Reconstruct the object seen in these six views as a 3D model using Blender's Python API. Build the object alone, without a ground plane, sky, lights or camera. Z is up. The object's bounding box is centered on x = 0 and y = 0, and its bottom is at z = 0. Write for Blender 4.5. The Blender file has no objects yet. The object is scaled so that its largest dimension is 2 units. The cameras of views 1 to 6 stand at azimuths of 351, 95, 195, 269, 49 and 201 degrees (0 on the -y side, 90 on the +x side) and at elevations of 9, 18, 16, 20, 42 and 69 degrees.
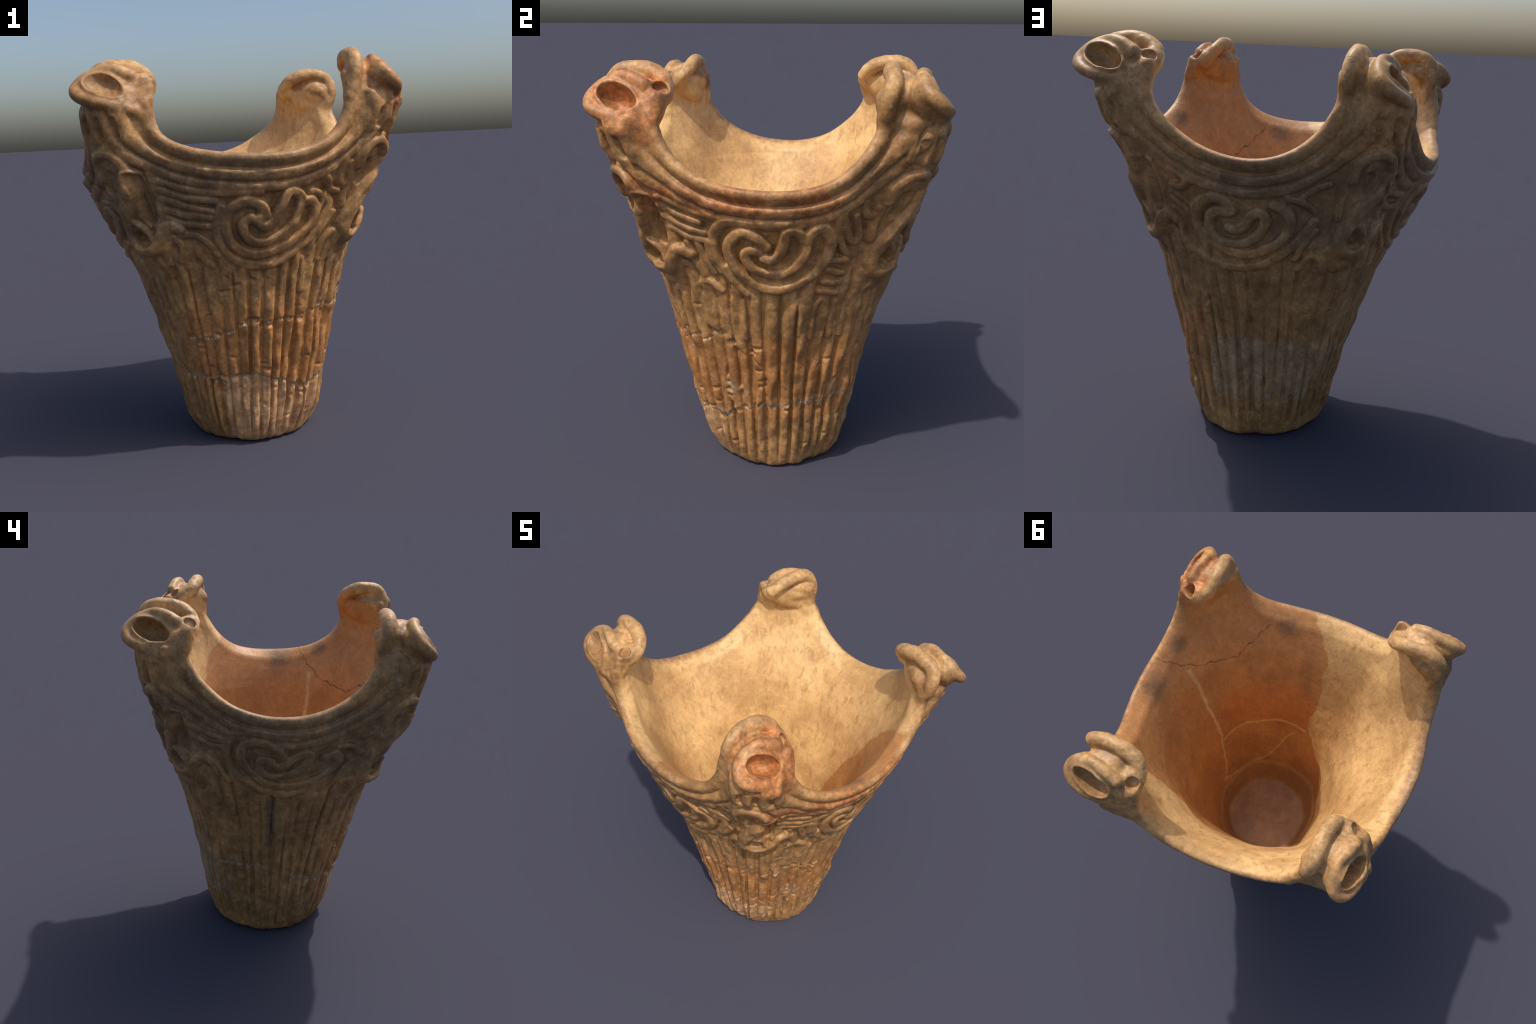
"""A tall fired-clay vessel with a four-peaked crown rim, built as one signed-distance clay body
(wall + coils + peak heads), meshed once and then separated into named parts."""
import bpy, math, time
import numpy as np

VOX = 0.005           # mesh cell size in metres
T0 = time.time()
rng = np.random.default_rng(7)

# ------------------------------------------------------------------ unrolled (azimuth, height) map
NT, NZ, ZMAX = 2400, 820, 2.05
TH = (np.arange(NT) + 0.5) / NT * 2 * np.pi          # azimuth: 0 at -y, 90 deg at +x
ZZ = np.linspace(0, ZMAX, NZ)
DEG = np.pi / 180

def wrap(a):
    return (a + np.pi) % (2 * np.pi) - np.pi

def smoothstep(a, b, x):
    t = np.clip((x - a) / (b - a), 0, 1)
    return t * t * (3 - 2 * t)

def spline(pts, per=10):
    """Catmull-Rom through control points."""
    p = np.asarray(pts, float)
    if len(p) < 3:
        t = np.linspace(0, 1, per)[:, None]
        return p[0] * (1 - t) + p[-1] * t
    q = np.vstack([2 * p[0] - p[1], p, 2 * p[-1] - p[-2]])
    t = np.linspace(0, 1, per, endpoint=False)[:, None]
    out = []
    for i in range(len(p) - 1):
        a, b, c, d = q[i:i + 4]
        out.append(0.5 * (2 * b + (c - a) * t + (2 * a - 5 * b + 4 * c - d) * t ** 2 + (3 * b - a - 3 * c + d) * t ** 3))
    return np.vstack(out + [p[-1:]])

def blur(m, st, sz):
    """Gaussian blur of a map (periodic along azimuth)."""
    for ax, s in ((0, st), (1, sz)):
        if s <= 0:
            continue
        k = int(3 * s) + 1
        w = np.exp(-0.5 * (np.arange(-k, k + 1) / s) ** 2)
        w /= w.sum()
        pad = [(0, 0), (0, 0)]
        pad[ax] = (k, k)
        q = np.pad(m, pad, mode="wrap" if ax == 0 else "edge")
        n = m.shape[ax]
        m = sum(w[i] * (q[i:i + n] if ax == 0 else q[:, i:i + n]) for i in range(2 * k + 1))
    return m

def lump_noise(scale_t, scale_z, seed):
    r = np.random.default_rng(seed)
    m = blur(r.standard_normal((NT // 4, NZ // 4)), scale_t / 4, scale_z / 4)
    m /= m.std()
    it = np.arange(NT) / 4 % (NT // 4)
    iz = np.clip(np.arange(NZ) / 4, 0, NZ // 4 - 1.001)
    i0, j0 = it.astype(int), iz.astype(int)
    fi, fj = (it - i0)[:, None], (iz - j0)[None]
    i1 = (i0 + 1) % (NT // 4)
    j1 = np.minimum(j0 + 1, NZ // 4 - 1)
    return (m[i0][:, j0] * (1 - fi) + m[i1][:, j0] * fi) * (1 - fj) + (m[i0][:, j1] * (1 - fi) + m[i1][:, j1] * fi) * fj

# ------------------------------------------------------------------ wall profile
PROFILE = [(0.0, .320), (.03, .340), (.08, .354), (.2, .380), (.4, .420), (.6, .463), (.8, .516), (1.0, .580), (1.15, .635),
           (1.3, .690), (1.4, .732), (1.48, .768), (1.53, .788), (1.6, .812), (1.66, .828), (1.75, .836), (1.86, .805), (2.05, .77)]
CENTRE = [(0.0, .050, .010), (.2, .040, .003), (.4, .034, .003), (.6, .028, -.001), (.8, .020, .003), (1.0, .005, .006), (1.3, 0, .0), (2.05, 0, 0)]
PEAKS = [49, 140.5, 227.5, 317]            # azimuths of the four crown peaks
pz = spline(PROFILE, 8)
R0 = np.interp(ZZ, pz[:, 0], pz[:, 1])
ca = np.array(CENTRE)
CX, CY = np.interp(ZZ, ca[:, 0], ca[:, 1]), np.interp(ZZ, ca[:, 0], ca[:, 2])
st, ct = np.sin(TH)[:, None], -np.cos(TH)[:, None]
along, across = CX * st + CY * ct, CX * ct - CY * st
RB = along + np.sqrt(R0 ** 2 - across ** 2)
# hand-built walls are not round: the west side swells under the rim, the north side is drawn in
side = lambda a, w: np.exp(-(wrap(TH - a * DEG) / (w * DEG)) ** 2)[:, None]
RB = RB + side(287, 27) * np.interp(ZZ, [1.02, 1.1, 1.2, 1.32, 1.42, 1.5, 1.58, 2], [0, .012, .024, .038, .042, .026, .012, 0]) + side(302, 9) * np.interp(ZZ, [1.4, 1.55, 1.78, 1.9], [0, .026, .026, 0]) \
    - side(176, 26) * np.interp(ZZ, [1.05, 1.2, 1.4, 1.55, 2], [0, .016, .022, .014, 0]) + side(90, 24) * np.interp(ZZ, [1.35, 1.45, 1.55, 2], [0, .006, .010, 0])
# below the peaks the lower body is drawn out into four soft corners
for a_, amp_ in zip(PEAKS, (.022, .032, .040, .015)):
    RB = RB + side(a_, 16) * amp_ * np.interp(ZZ, [.04, .25, .5, .9, 1.02, 1.12, 1.2], [0, .75, 1, 1, .7, .35, 0])
RB = RB - .012 * side(296, 13) * np.interp(ZZ, [.2, .4, .9, 1.1], [0, 1, 1, 0]) - .008 * side(116, 13) * np.interp(ZZ, [.2, .4, .9, 1.1], [0, 1, 1, 0])
corner = sum(np.exp(-np.abs(wrap(TH - (a - 2) * DEG) / (9 * DEG)) ** 3) for a in PEAKS)[:, None]
RBULGE = corner * np.interp(ZZ, [.98, 1.04, 1.1, 1.2, 1.3, 1.4, 1.5, 1.6, 1.75, 1.82, 1.9], [0, .02, .048, .064, .066, .068, .074, .072, .096, .092, .04])
RBULGE = RBULGE + np.exp(-np.abs(wrap(TH - 312 * DEG) / (11 * DEG)) ** 3)[:, None] * np.interp(ZZ, [1.1, 1.25, 1.5, 1.7, 1.8], [0, .018, .022, .018, 0])
INBULGE = corner * np.interp(ZZ, [1.1, 1.5, 1.75, 1.9], [0, -.022, -.016, 0])
RBULGE = RBULGE + side(315, 8) * np.interp(ZZ, [.94, 1.04, 1.10, 1.18], [0, .026, .022, 0]) - np.exp(-np.abs(wrap(TH - 130 * DEG) / (8 * DEG)) ** 3)[:, None] * np.interp(ZZ, [1.12, 1.25, 1.5, 1.66], [0, .014, .016, 0])
THICK = np.interp(ZZ, [0, .1, .3, .8, 1.1, 1.3, 1.45, 1.55, 2.05], [.09, .088, .084, .090, .095, .095, .086, .078, .062])
RIN = RB - THICK + INBULGE
FLOOR = 0.105

# ------------------------------------------------------------------ rim line: four hanging curves between the peaks
RIM = [
    [(56, 1.86), (56.3, 1.748), (60.5, 1.635), (66.8, 1.563), (73.2, 1.521), (80, 1.499), (86.8, 1.488), (93.5, 1.484), (99.9, 1.487),
     (106.2, 1.50), (112, 1.527), (117.5, 1.580), (122.8, 1.67), (126.2, 1.77), (127, 1.86)],
    [(147.5, 1.86), (148.2, 1.78), (151.2, 1.70), (155.5, 1.635), (161, 1.582), (168, 1.530), (177, 1.494), (186.4, 1.484), (195.4, 1.506),
     (203.5, 1.566), (210, 1.665), (213.8, 1.78), (214.5, 1.86)],
    [(234, 1.86), (234.2, 1.76), (237, 1.666), (243.2, 1.576), (249.9, 1.51), (257.3, 1.473), (264.7, 1.455), (271.9, 1.454), (279, 1.465),
     (285.8, 1.49), (291.8, 1.527), (297, 1.58), (301.2, 1.652), (304.6, 1.75), (305.5, 1.86)],
    [(325.2, 1.86), (325.2, 1.75), (326.6, 1.65), (330.5, 1.588), (337.8, 1.544), (346.4, 1.519), (355.6, 1.505), (364.7, 1.50), (373, 1.506),
     (380.4, 1.526), (386.8, 1.564), (392, 1.628), (395.4, 1.724), (396.8, 1.80), (397, 1.86)],
]
RU = 0.76                                # metres per radian used to unroll near the rim
rim_line = np.vstack([spline(s, 8) for s in RIM])
rim_line = np.column_stack([rim_line[:, 0] * DEG * RU, rim_line[:, 1]])
L = 2 * np.pi * RU
rim_line = np.vstack([rim_line[-110:] - [L, 0], rim_line, rim_line[:110] + [L, 0]])

def dist_to_line(X, Z, line, reach=None):
    """distance from map points to a polyline"""
    best = np.full(X.shape, 9.0)
    for a, b in zip(line[:-1], line[1:]):
        ab = b - a
        l2 = max(ab @ ab, 1e-12)
        t = np.clip(((X - a[0]) * ab[0] + (Z - a[1]) * ab[1]) / l2, 0, 1)
        best = np.minimum(best, np.hypot(X - a[0] - t * ab[0], Z - a[1] - t * ab[1]))
    return best

# coarse signed distance to the rim line, then upsampled
ct_, cz_ = TH[::4], ZZ[::4]
X, Z = np.meshgrid((ct_ + .0) * RU, cz_, indexing="ij")
hi = np.where(Z > 1.0)
Dc = np.full(X.shape, -1.0)
# points left of 58.2 deg belong to the previous turn's last valley; the padded line covers this
d = dist_to_line(X[hi], Z[hi], rim_line)
inside = np.zeros(len(d), int)
xs, zs = X[hi], Z[hi]
for a, b in zip(rim_line[:-1], rim_line[1:]):
    c = (a[0] <= xs) != (b[0] <= xs)
    zc = a[1] + (xs - a[0]) * (b[1] - a[1]) / (b[0] - a[0] + 1e-12)
    inside += (c & (zc > zs)) * (1 if b[0] > a[0] else -1)
Dc[hi] = np.where(inside > 0, -d, d)
Dc = np.where(Z <= 1.0, Z - 1.5, Dc)

def up(m):
    n0, n1 = m.shape
    it = (np.arange(NT) / 4) % n0
    iz = np.clip(np.arange(NZ) / 4, 0, n1 - 1.001)
    i0, j0 = it.astype(int), iz.astype(int)
    fi, fj = (it - i0)[:, None], (iz - j0)[None]
    i1, j1 = (i0 + 1) % n0, j0 + 1
    return (m[i0][:, j0] * (1 - fi) + m[i1][:, j0] * fi) * (1 - fj) + (m[i0][:, j1] * (1 - fi) + m[i1][:, j1] * fi) * fj
DR = up(Dc)

# ------------------------------------------------------------------ relief on the outside
H = np.zeros((NT, NZ))                   # height of the coils over the wall
ID = np.zeros((NT, NZ), np.int16)        # which coil a map cell belongs to
NAMES = {0: "wall_band"}

def add(h, name, sel=np.s_[:, :]):
    i = len(NAMES)
    NAMES[i] = name
    m = h > H[sel] + 1e-5
    H[sel] = np.where(m, h, H[sel])
    ID[sel] = np.where(m, i, ID[sel])

def stroke(pts, w, h, name="cord", flat=0.0):
    """A clay coil laid on the wall along a spline of (azimuth in degrees, height) points."""
    p = spline(pts, 8)
    zc = p[:, 1].mean()
    ru = float(np.interp(zc, ZZ, R0))
    lo, hi_ = p[:, 0].min() * DEG - 1.6 * w / ru, p[:, 0].max() * DEG + 1.6 * w / ru
    i0, i1 = int(np.floor(lo / (2 * np.pi) * NT)), int(np.ceil(hi_ / (2 * np.pi) * NT))
    j0, j1 = np.searchsorted(ZZ, p[:, 1].min() - 1.6 * w), np.searchsorted(ZZ, p[:, 1].max() + 1.6 * w)
    ii = np.arange(i0, i1 + 1)
    X, Z = np.meshgrid((ii + .5) / NT * 2 * np.pi * ru, ZZ[j0:j1], indexing="ij")
    dd = dist_to_line(X, Z, np.column_stack([p[:, 0] * DEG * ru, p[:, 1]]))
    prof = h * np.clip(1 - (dd / w) ** 3.2, 0, 1) ** .6
    if flat:
        prof = np.minimum(prof, h * (1 - flat))
    add(prof, name, np.ix_(ii % NT, np.arange(j0, j1)))

# fluted lower body: upright clay ribs, a little uneven, wandering and breaking off
N_RIB = 50
zlow = np.interp(ZZ, [0, .06, .12, 1.0, 1.06, 1.14], [0, .5, 1, 1, .8, 0])
wander = lump_noise(60, 160, 3) * .0035 + lump_noise(20, 60, 4) * .0016
centres = (np.arange(N_RIB) + rng.uniform(-.25, .25, N_RIB)) / N_RIB * 2 * np.pi
mids = np.sort(centres)
bright = .72 + .28 * np.cos(TH - 75 * DEG)[:, None]            # ribs are crisper on one side, worn on the other
ph = np.interp((TH[:, None] + wander) % (2 * np.pi), np.r_[mids[-1] - 2 * np.pi, mids, mids[0] + 2 * np.pi], np.arange(-1, N_RIB + 1))
fr = ph - np.round(ph)
wob = 1 + .25 * lump_noise(14, 22, 5)
worn = smoothstep(60 * DEG, 110 * DEG, np.abs(wrap(TH - 65 * DEG)))[:, None]
ribw = .41 + .05 * (1 + 1.2 * worn) * np.clip(lump_noise(30, 90, 6), -1.5, 1.2)
rib = (.0225 * np.clip(1 - (np.abs(fr) / ribw) ** 3.2, 0, 1) ** .6) * zlow * np.clip(bright, .72, 1) * np.clip(wob + worn * .4 * lump_noise(16, 70, 8), .3, 1.5)
H = np.maximum(H, rib)

# coils running along under the rim
for k, (off, w, h) in enumerate([(.068, .029, .027), (.124, .026, .025)]):
    dd = np.abs(DR + off)
    fade = smoothstep(1.36, 1.44, ZZ)[None] if False else 1
    add(np.where(ZZ[None] > 1.25, h * np.clip(1 - (dd / w) ** 3, 0, 1) ** .6 * fade, 0), "rim_cord")

SPIRAL_W, SPIRAL_H = .029, .034
# --- one running spiral on each side: (outer sweep, inner curl, framing band)
SPIRALS = [
    ([(105.2, 1.284), (107.4, 1.335), (111.2, 1.336), (114.1, 1.283), (113.8, 1.21), (110, 1.132), (103.3, 1.074), (95.5, 1.046), (87.6, 1.065),
      (80.7, 1.13), (77.6, 1.21), (78.4, 1.277), (82.8, 1.322), (87.4, 1.306), (91, 1.258)],
     [(88.8, 1.235), (85.6, 1.242), (83.6, 1.216), (85.2, 1.165), (89, 1.136), (95.4, 1.123), (101, 1.154), (104.4, 1.212), (105, 1.262),
      (103.4, 1.31), (100.2, 1.337), (97.9, 1.325), (97.1, 1.266), (95.8, 1.222), (93.1, 1.199), (90.4, 1.206)],
     [(82.8, 1.02), (77.5, 1.087), (73.4, 1.159), (72, 1.247), (73.5, 1.321), (78, 1.37), (87.6, 1.366), (99.1, 1.368)]),
    ([(378.8, 1.286), (382.9, 1.296), (386, 1.241), (384, 1.169), (376.9, 1.105), (368, 1.064), (358.9, 1.055), (351.7, 1.097), (348.5, 1.165), (348.5, 1.239),
      (351.4, 1.292), (356.6, 1.315), (361.8, 1.294), (363.7, 1.252), (361.3, 1.23)],
     [(358.3, 1.239), (355.2, 1.212), (356.3, 1.148), (360.8, 1.115), (367.5, 1.122), (374.6, 1.173), (377.9, 1.25), (378.3, 1.308), (375.5, 1.342),
      (372.4, 1.34), (369.7, 1.273), (367, 1.212), (363.9, 1.191), (360.7, 1.223)],
     [(347, 1.29), (344.6, 1.188), (346, 1.097), (352, 1.022), (360.4, .997), (369.9, 1.004), (378.7, 1.052), (387.2, 1.121), (391.5, 1.219),
      (392.5, 1.28), (389, 1.31)]),
    ([(194.6, 1.315), (199, 1.286), (200.5, 1.222), (197.5, 1.147), (190.4, 1.092), (182.9, 1.07), (173.8, 1.086), (166.8, 1.134), (163.2, 1.197),
      (164.4, 1.272), (169.5, 1.32), (175.5, 1.322), (178.6, 1.275)],
     [(176.8, 1.262), (171.9, 1.262), (168.6, 1.207), (169.8, 1.146), (175.4, 1.115), (183.2, 1.124), (189.3, 1.179), (191.4, 1.247), (189.3, 1.275),
      (185.9, 1.255), (184.1, 1.217), (180.4, 1.185), (176.8, 1.19)],
     [(156.4, 1.09), (160, 1.045), (167, 1.01), (175, .998), (183.8, 1.002), (193.6, 1.04), (201.7, 1.118), (207, 1.195), (209.5, 1.245)]),
    ([(289.2, 1.26), (293.2, 1.274), (296.2, 1.222), (292.6, 1.163), (284, 1.10), (274, 1.076), (263.8, 1.10), (257.2, 1.164), (254.4, 1.242),
      (256.5, 1.318), (262.6, 1.342), (268.7, 1.316), (272.1, 1.262)],
     [(267.1, 1.232), (263.2, 1.236), (262.2, 1.182), (266.6, 1.14), (273.4, 1.151), (279.8, 1.195), (282.6, 1.257), (281.1, 1.29), (276.6, 1.259),
      (271.7, 1.206), (267.8, 1.212)],
     [(276, 1.375), (269.2, 1.386), (262.6, 1.40), (255, 1.39), (249.4, 1.324), (248, 1.223), (251.6, 1.128), (260.4, 1.055), (271.3, 1.02),
      (281.7, 1.04), (290.2, 1.095)]),
]
CRISP = [1.08, 1.05, 1.0, .98]             # relief survives best on the two sides facing the front
for (outer, curl, frame), c in zip(SPIRALS, CRISP):
    cen = np.mean(curl, 0)
    stroke(outer, SPIRAL_W, SPIRAL_H * c, "spiral_coil")
    stroke(curl, SPIRAL_W * .95, SPIRAL_H * c, "spiral_coil")
    stroke(frame, SPIRAL_W * .9, SPIRAL_H * .8 * c, "spiral_frame")

# --- short cords filling the fields between the spirals and the peaks
CORDS = [
    # right of the front peak
    [(56.4, 1.455), (61, 1.43), (66, 1.407), (71.5, 1.395)], [(56, 1.41), (60.5, 1.378), (68, 1.352)], [(56, 1.365), (61, 1.325), (69, 1.303)],
    [(56.8, 1.312), (62, 1.277), (69, 1.27)], [(60.8, 1.248), (62, 1.152), (64.7, 1.087)], [(65.6, 1.25), (67.2, 1.18), (69.8, 1.11)],
    [(69.7, 1.26), (70.3, 1.19), (73, 1.12)], [(61.5, 1.035), (66, 1.06), (71.8, 1.02)], [(75.4, 1.147), (78.9, 1.072), (81.5, 1.029)],
    # left of the right-hand peak: folded chevrons and short bars
    [(115.9, 1.401), (115.6, 1.361), (117.6, 1.287), (120.4, 1.223), (123.5, 1.196)], [(116.4, 1.405), (119.6, 1.319), (123.6, 1.258), (125.6, 1.288), (121.6, 1.387)],
    [(124.2, 1.445), (125.6, 1.388), (127.5, 1.375)], [(114.8, 1.181), (122.3, 1.173)], [(115.2, 1.134), (121.8, 1.108)], [(114.3, 1.072), (121, 1.062)],
    [(113.4, 1.028), (120.1, 1.012)],
    # south side, left
    [(325, 1.428), (333, 1.392), (343, 1.363), (352, 1.358), (362, 1.355)], [(325.3, 1.385), (332.3, 1.35), (340, 1.332), (345.5, 1.322)],
    [(325.3, 1.34), (332.8, 1.306), (343.5, 1.275)], [(325, 1.288), (331.9, 1.262), (342.8, 1.245)], [(325.5, 1.243), (331.2, 1.217), (342, 1.204)],
    [(328, 1.164), (335.4, 1.161), (340.7, 1.115), (344, 1.06)], [(334.3, 1.10), (336.7, 1.038), (340.5, 1.005)], [(326.3, 1.151), (328.2, 1.1), (326, 1.03)],
    # south side, right
    [(382.6, 1.34), (386.4, 1.325), (388.6, 1.282), (386, 1.2)], [(386.8, 1.03), (388.6, 1.11), (393.4, 1.18), (395.5, 1.23)],
    [(394.6, 1.475), (394.6, 1.42), (396.2, 1.362), (398.2, 1.375), (396.6, 1.464)], [(388, 1.40), (391, 1.345), (395, 1.33)],
    [(392, 1.0), (393.5, 1.07), (397, 1.13), (399, 1.09), (400, 1.0)],
    # north side
    [(153.6, 1.351), (159.1, 1.355), (161.9, 1.388)], [(152.4, 1.291), (157.5, 1.262), (159.5, 1.235)], [(150.5, 1.22), (154, 1.176), (155, 1.095), (156.4, 1.038)],
    [(155.4, 1.43), (165.2, 1.388), (177.4, 1.362), (187.1, 1.366), (196, 1.385)], [(198.7, 1.345), (204, 1.335), (209, 1.292)], [(203.5, 1.06), (206.5, 1.13), (210.5, 1.2)],
    [(204.2, 1.36), (208.2, 1.40), (212.1, 1.42)], [(205.5, 1.01), (210, 1.07), (214, 1.05), (216, .99)],
    # west side
    [(231.5, 1.42), (237.1, 1.368), (247, 1.338)], [(233.5, 1.334), (240, 1.29), (246.4, 1.285)], [(233, 1.264), (237.7, 1.216), (241.6, 1.111)],
    [(240, 1.24), (243, 1.16), (247, 1.08)], [(293.4, 1.318), (299.9, 1.312), (304.3, 1.268)], [(303.1, 1.363), (306.2, 1.387), (308.2, 1.345), (306.2, 1.316)],
    [(297.5, 1.08), (300, 1.16), (303, 1.22)], [(301, 1.02), (304.5, 1.10), (308, 1.06)],
]
for c in CORDS:
    m = (np.mean(c, 0)[0] % 360)
    k = 1 if m < 130 or m > 345 else .95
    stroke(c, .0200, .027 * k, "cord")

# --- the looped knot hanging under each peak (angles relative to the peak)
def pit(pts, w, dpt):
    """A thumb-pressed hollow along a short spline."""
    global PITS
    p = spline(pts, 6)
    ru = float(np.interp(p[:, 1].mean(), ZZ, R0)) + .07
    i0, i1 = int((p[:, 0].min() * DEG - 3 * w / ru) / (2 * np.pi) * NT), int((p[:, 0].max() * DEG + 3 * w / ru) / (2 * np.pi) * NT)
    j0, j1 = np.searchsorted(ZZ, p[:, 1].min() - 3 * w), np.searchsorted(ZZ, p[:, 1].max() + 3 * w)
    ii = np.arange(i0, i1 + 1)
    X, Z = np.meshgrid((ii + .5) / NT * 2 * np.pi * ru, ZZ[j0:j1], indexing="ij")
    dd = dist_to_line(X, Z, np.column_stack([p[:, 0] * DEG * ru, p[:, 1]]))
    sel = np.ix_(ii % NT, np.arange(j0, j1))
    PITS[sel] = np.maximum(PITS[sel], dpt * np.exp(-(dd / w) ** 4))
PITS = np.zeros((NT, NZ))
for k, a in enumerate(PEAKS):
    c = [1.05, .82, .95, .95][k]
    q = lambda *pts: [(a + x, z) for x, z in pts]
    stroke(q((-13, 1.60), (-7, 1.585), (-1, 1.58), (4, 1.58), (8, 1.55)), .019, .014 * c, "cross_cord")
    stroke(q((-9.6, 1.44), (-9.6, 1.50), (-6.5, 1.55), (-2.5, 1.556), (1, 1.525), (2.4, 1.46)), .024, .034 * c, "loop")
    stroke(q((2.4, 1.46), (1.4, 1.405), (-1.8, 1.34), (-5, 1.27), (-7.6, 1.205), (-8.6, 1.15), (-6.2, 1.10), (-1.8, 1.085), (2.8, 1.11), (5.4, 1.165), (8.6, 1.21), (12, 1.19)),
           .031, .043 * c, "loop")
    stroke(q((-7.2, 1.22), (-3.8, 1.235), (-.6, 1.205), (1, 1.15)), .017, .026 * c, "knob")
    stroke(q((-10.5, 1.41), (-11, 1.33), (-10.4, 1.26)), .019, .022 * c, "cord")
    stroke(q((4.2, 1.46), (4.6, 1.36), (4.4, 1.27), (5.2, 1.18)), .02, .024 * c, "loop")
    stroke(q((7.6, 1.46), (7.8, 1.36), (7.4, 1.27), (7.6, 1.21)), .02, .022 * c, "loop")
    stroke(q((3.6, 1.02), (4.4, 1.09), (8, 1.14), (11, 1.10), (11.4, 1.0)), .02, .022 * c, "cord")
    stroke(q((-12, 1.02), (-11, 1.10), (-9, 1.08), (-7, 1.0)), .018, .018 * c, "cord")
    for x in (-9.2, -4.2, .2, 4.6):
        stroke(q((x - .3, 1.78), (x, 1.69), (x + .3, 1.61)), .017, .030 * c, "neck_bar")
    stroke(q((-4.6, 1.735), (.2, 1.735)), .018, .028 * c, "neck_bar")
    for x in (-6.8, -2, 2.4):
        pit(q((x, 1.70), (x + .2, 1.635)), .014, .020 * c)
    pit(q((-3.8, 1.165), (-1.8, 1.160)), .026, .034 * c)
    x = (3.0, 5.2, 3.2, 3.4)[k]
    pit(q((x, 1.44), (x + .4, 1.34), (x, 1.25)), .026, .046 * c)
    pit(q((-4.5, 1.46), (-6, 1.38)), .022, .026 * c)

# --- rib heads: pairs of ribs joined by small arches
for a in np.arange(12, 372, 11.3):
    a = a + rng.uniform(-2, 2)
    t = rng.uniform(.965, 1.01)
    k = (.6 + .4 * max(0, math.cos((a - 75) * DEG))) * rng.uniform(.8, 1.1)
    wd, ln, sk = rng.uniform(1.8, 2.9), rng.uniform(.12, .26), rng.uniform(-.7, .7)
    if rng.random() < .75:
        stroke([(a - wd - sk, t - ln), (a - wd, t - .04), (a - wd * .4, t + .005), (a + wd * .4, t + .005), (a + wd, t - .03), (a + wd + sk, t - ln * rng.uniform(.6, 1))], .018, .024 * k, "rib_head")

# --- old breaks: the body was refitted along two jagged horizontal lines
jag = lump_noise(10, 1, 21)[:, 300]
rib_i = np.round(np.interp(TH % (2 * np.pi), np.r_[mids[-1] - 2 * np.pi, mids, mids[0] + 2 * np.pi], np.arange(-1, N_RIB + 1))).astype(int) % N_RIB
step1, step2 = rng.uniform(-.016, .016, N_RIB)[rib_i], rng.uniform(-.018, .018, N_RIB)[rib_i]
brk = np.interp(TH / DEG, [0, 30, 36, 45, 56, 64, 72, 90, 120, 160, 200, 260, 300, 330, 360],
                [.40, .335, .30, .32, .31, .31, .37, .385, .40, .42, .48, .50, .40, .38, .40]) + step1 + .006 * jag
brk2 = np.interp(TH / DEG, [0, 20, 50, 62, 70, 90, 330, 345, 360], [.70, .72, .76, .75, .79, .60, .60, .66, .70]) + step2 + .006 * jag[::-1]
amp = np.clip(.35 + .65 * np.cos(TH - 45 * DEG), .12, 1)[:, None]
H = H - .009 * amp * (1 - smoothstep(-.004, .004, ZZ[None] - brk[:, None])) - .003 * amp * np.exp(-((ZZ[None] - brk[:, None]) / .006) ** 2)
far = smoothstep(55 * DEG, 75 * DEG, np.abs(wrap(TH - 25 * DEG)))[:, None]
H = H - .005 * (1 - far) * np.exp(-((ZZ[None] - brk2[:, None]) / .006) ** 2) + .003 * (1 - far) * smoothstep(-.004, .004, ZZ[None] - brk2[:, None]) * (1 - smoothstep(.1, .25, ZZ[None] - brk2[:, None]))
# --- chips and nicks knocked out of the ribs
for _ in range(55):
    a, z = rng.uniform(-35, 125), rng.uniform(.12, .97)
    zb = np.interp(a % 360, TH / DEG, brk)
    z = zb + rng.normal(0, .06) if rng.random() < .35 else z
    dx = rng.uniform(.5, 2.2)
    pit([(a - dx, z + rng.uniform(-.006, .006)), (a + dx, z + rng.uniform(-.006, .006))], rng.uniform(.005, .011), rng.uniform(.004, .011))
for _ in range(30):
    a, z = rng.uniform(125, 325), rng.uniform(.1, .85)
    dx, dz = rng.uniform(.2, 1.2), rng.uniform(0, .03)
    pit([(a - dx, z - dz), (a + dx, z + dz)], rng.uniform(.006, .016), rng.uniform(.003, .008))
for a in np.arange(-40, 80, 4.5):
    for line in (brk, brk2):
        if rng.random() < .5:
            z = np.interp(a % 360, TH / DEG, line) + rng.uniform(-.022, .012)
            pit([(a - rng.uniform(.4, 1.6), z), (a + rng.uniform(.4, 1.6), z + rng.uniform(-.012, .012))], rng.uniform(.009, .018), rng.uniform(.006, .014))
# the patch of scrambled clay low on the front right
for a, z in [(68, .50), (69, .455), (69.5, .41), (66.5, .53), (72, .47)]:
    stroke([(a - 2.4, z + .008), (a, z - .006), (a + 2.2, z + .01)], .014, .018, "scar")
H = H - PITS - .005

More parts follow.
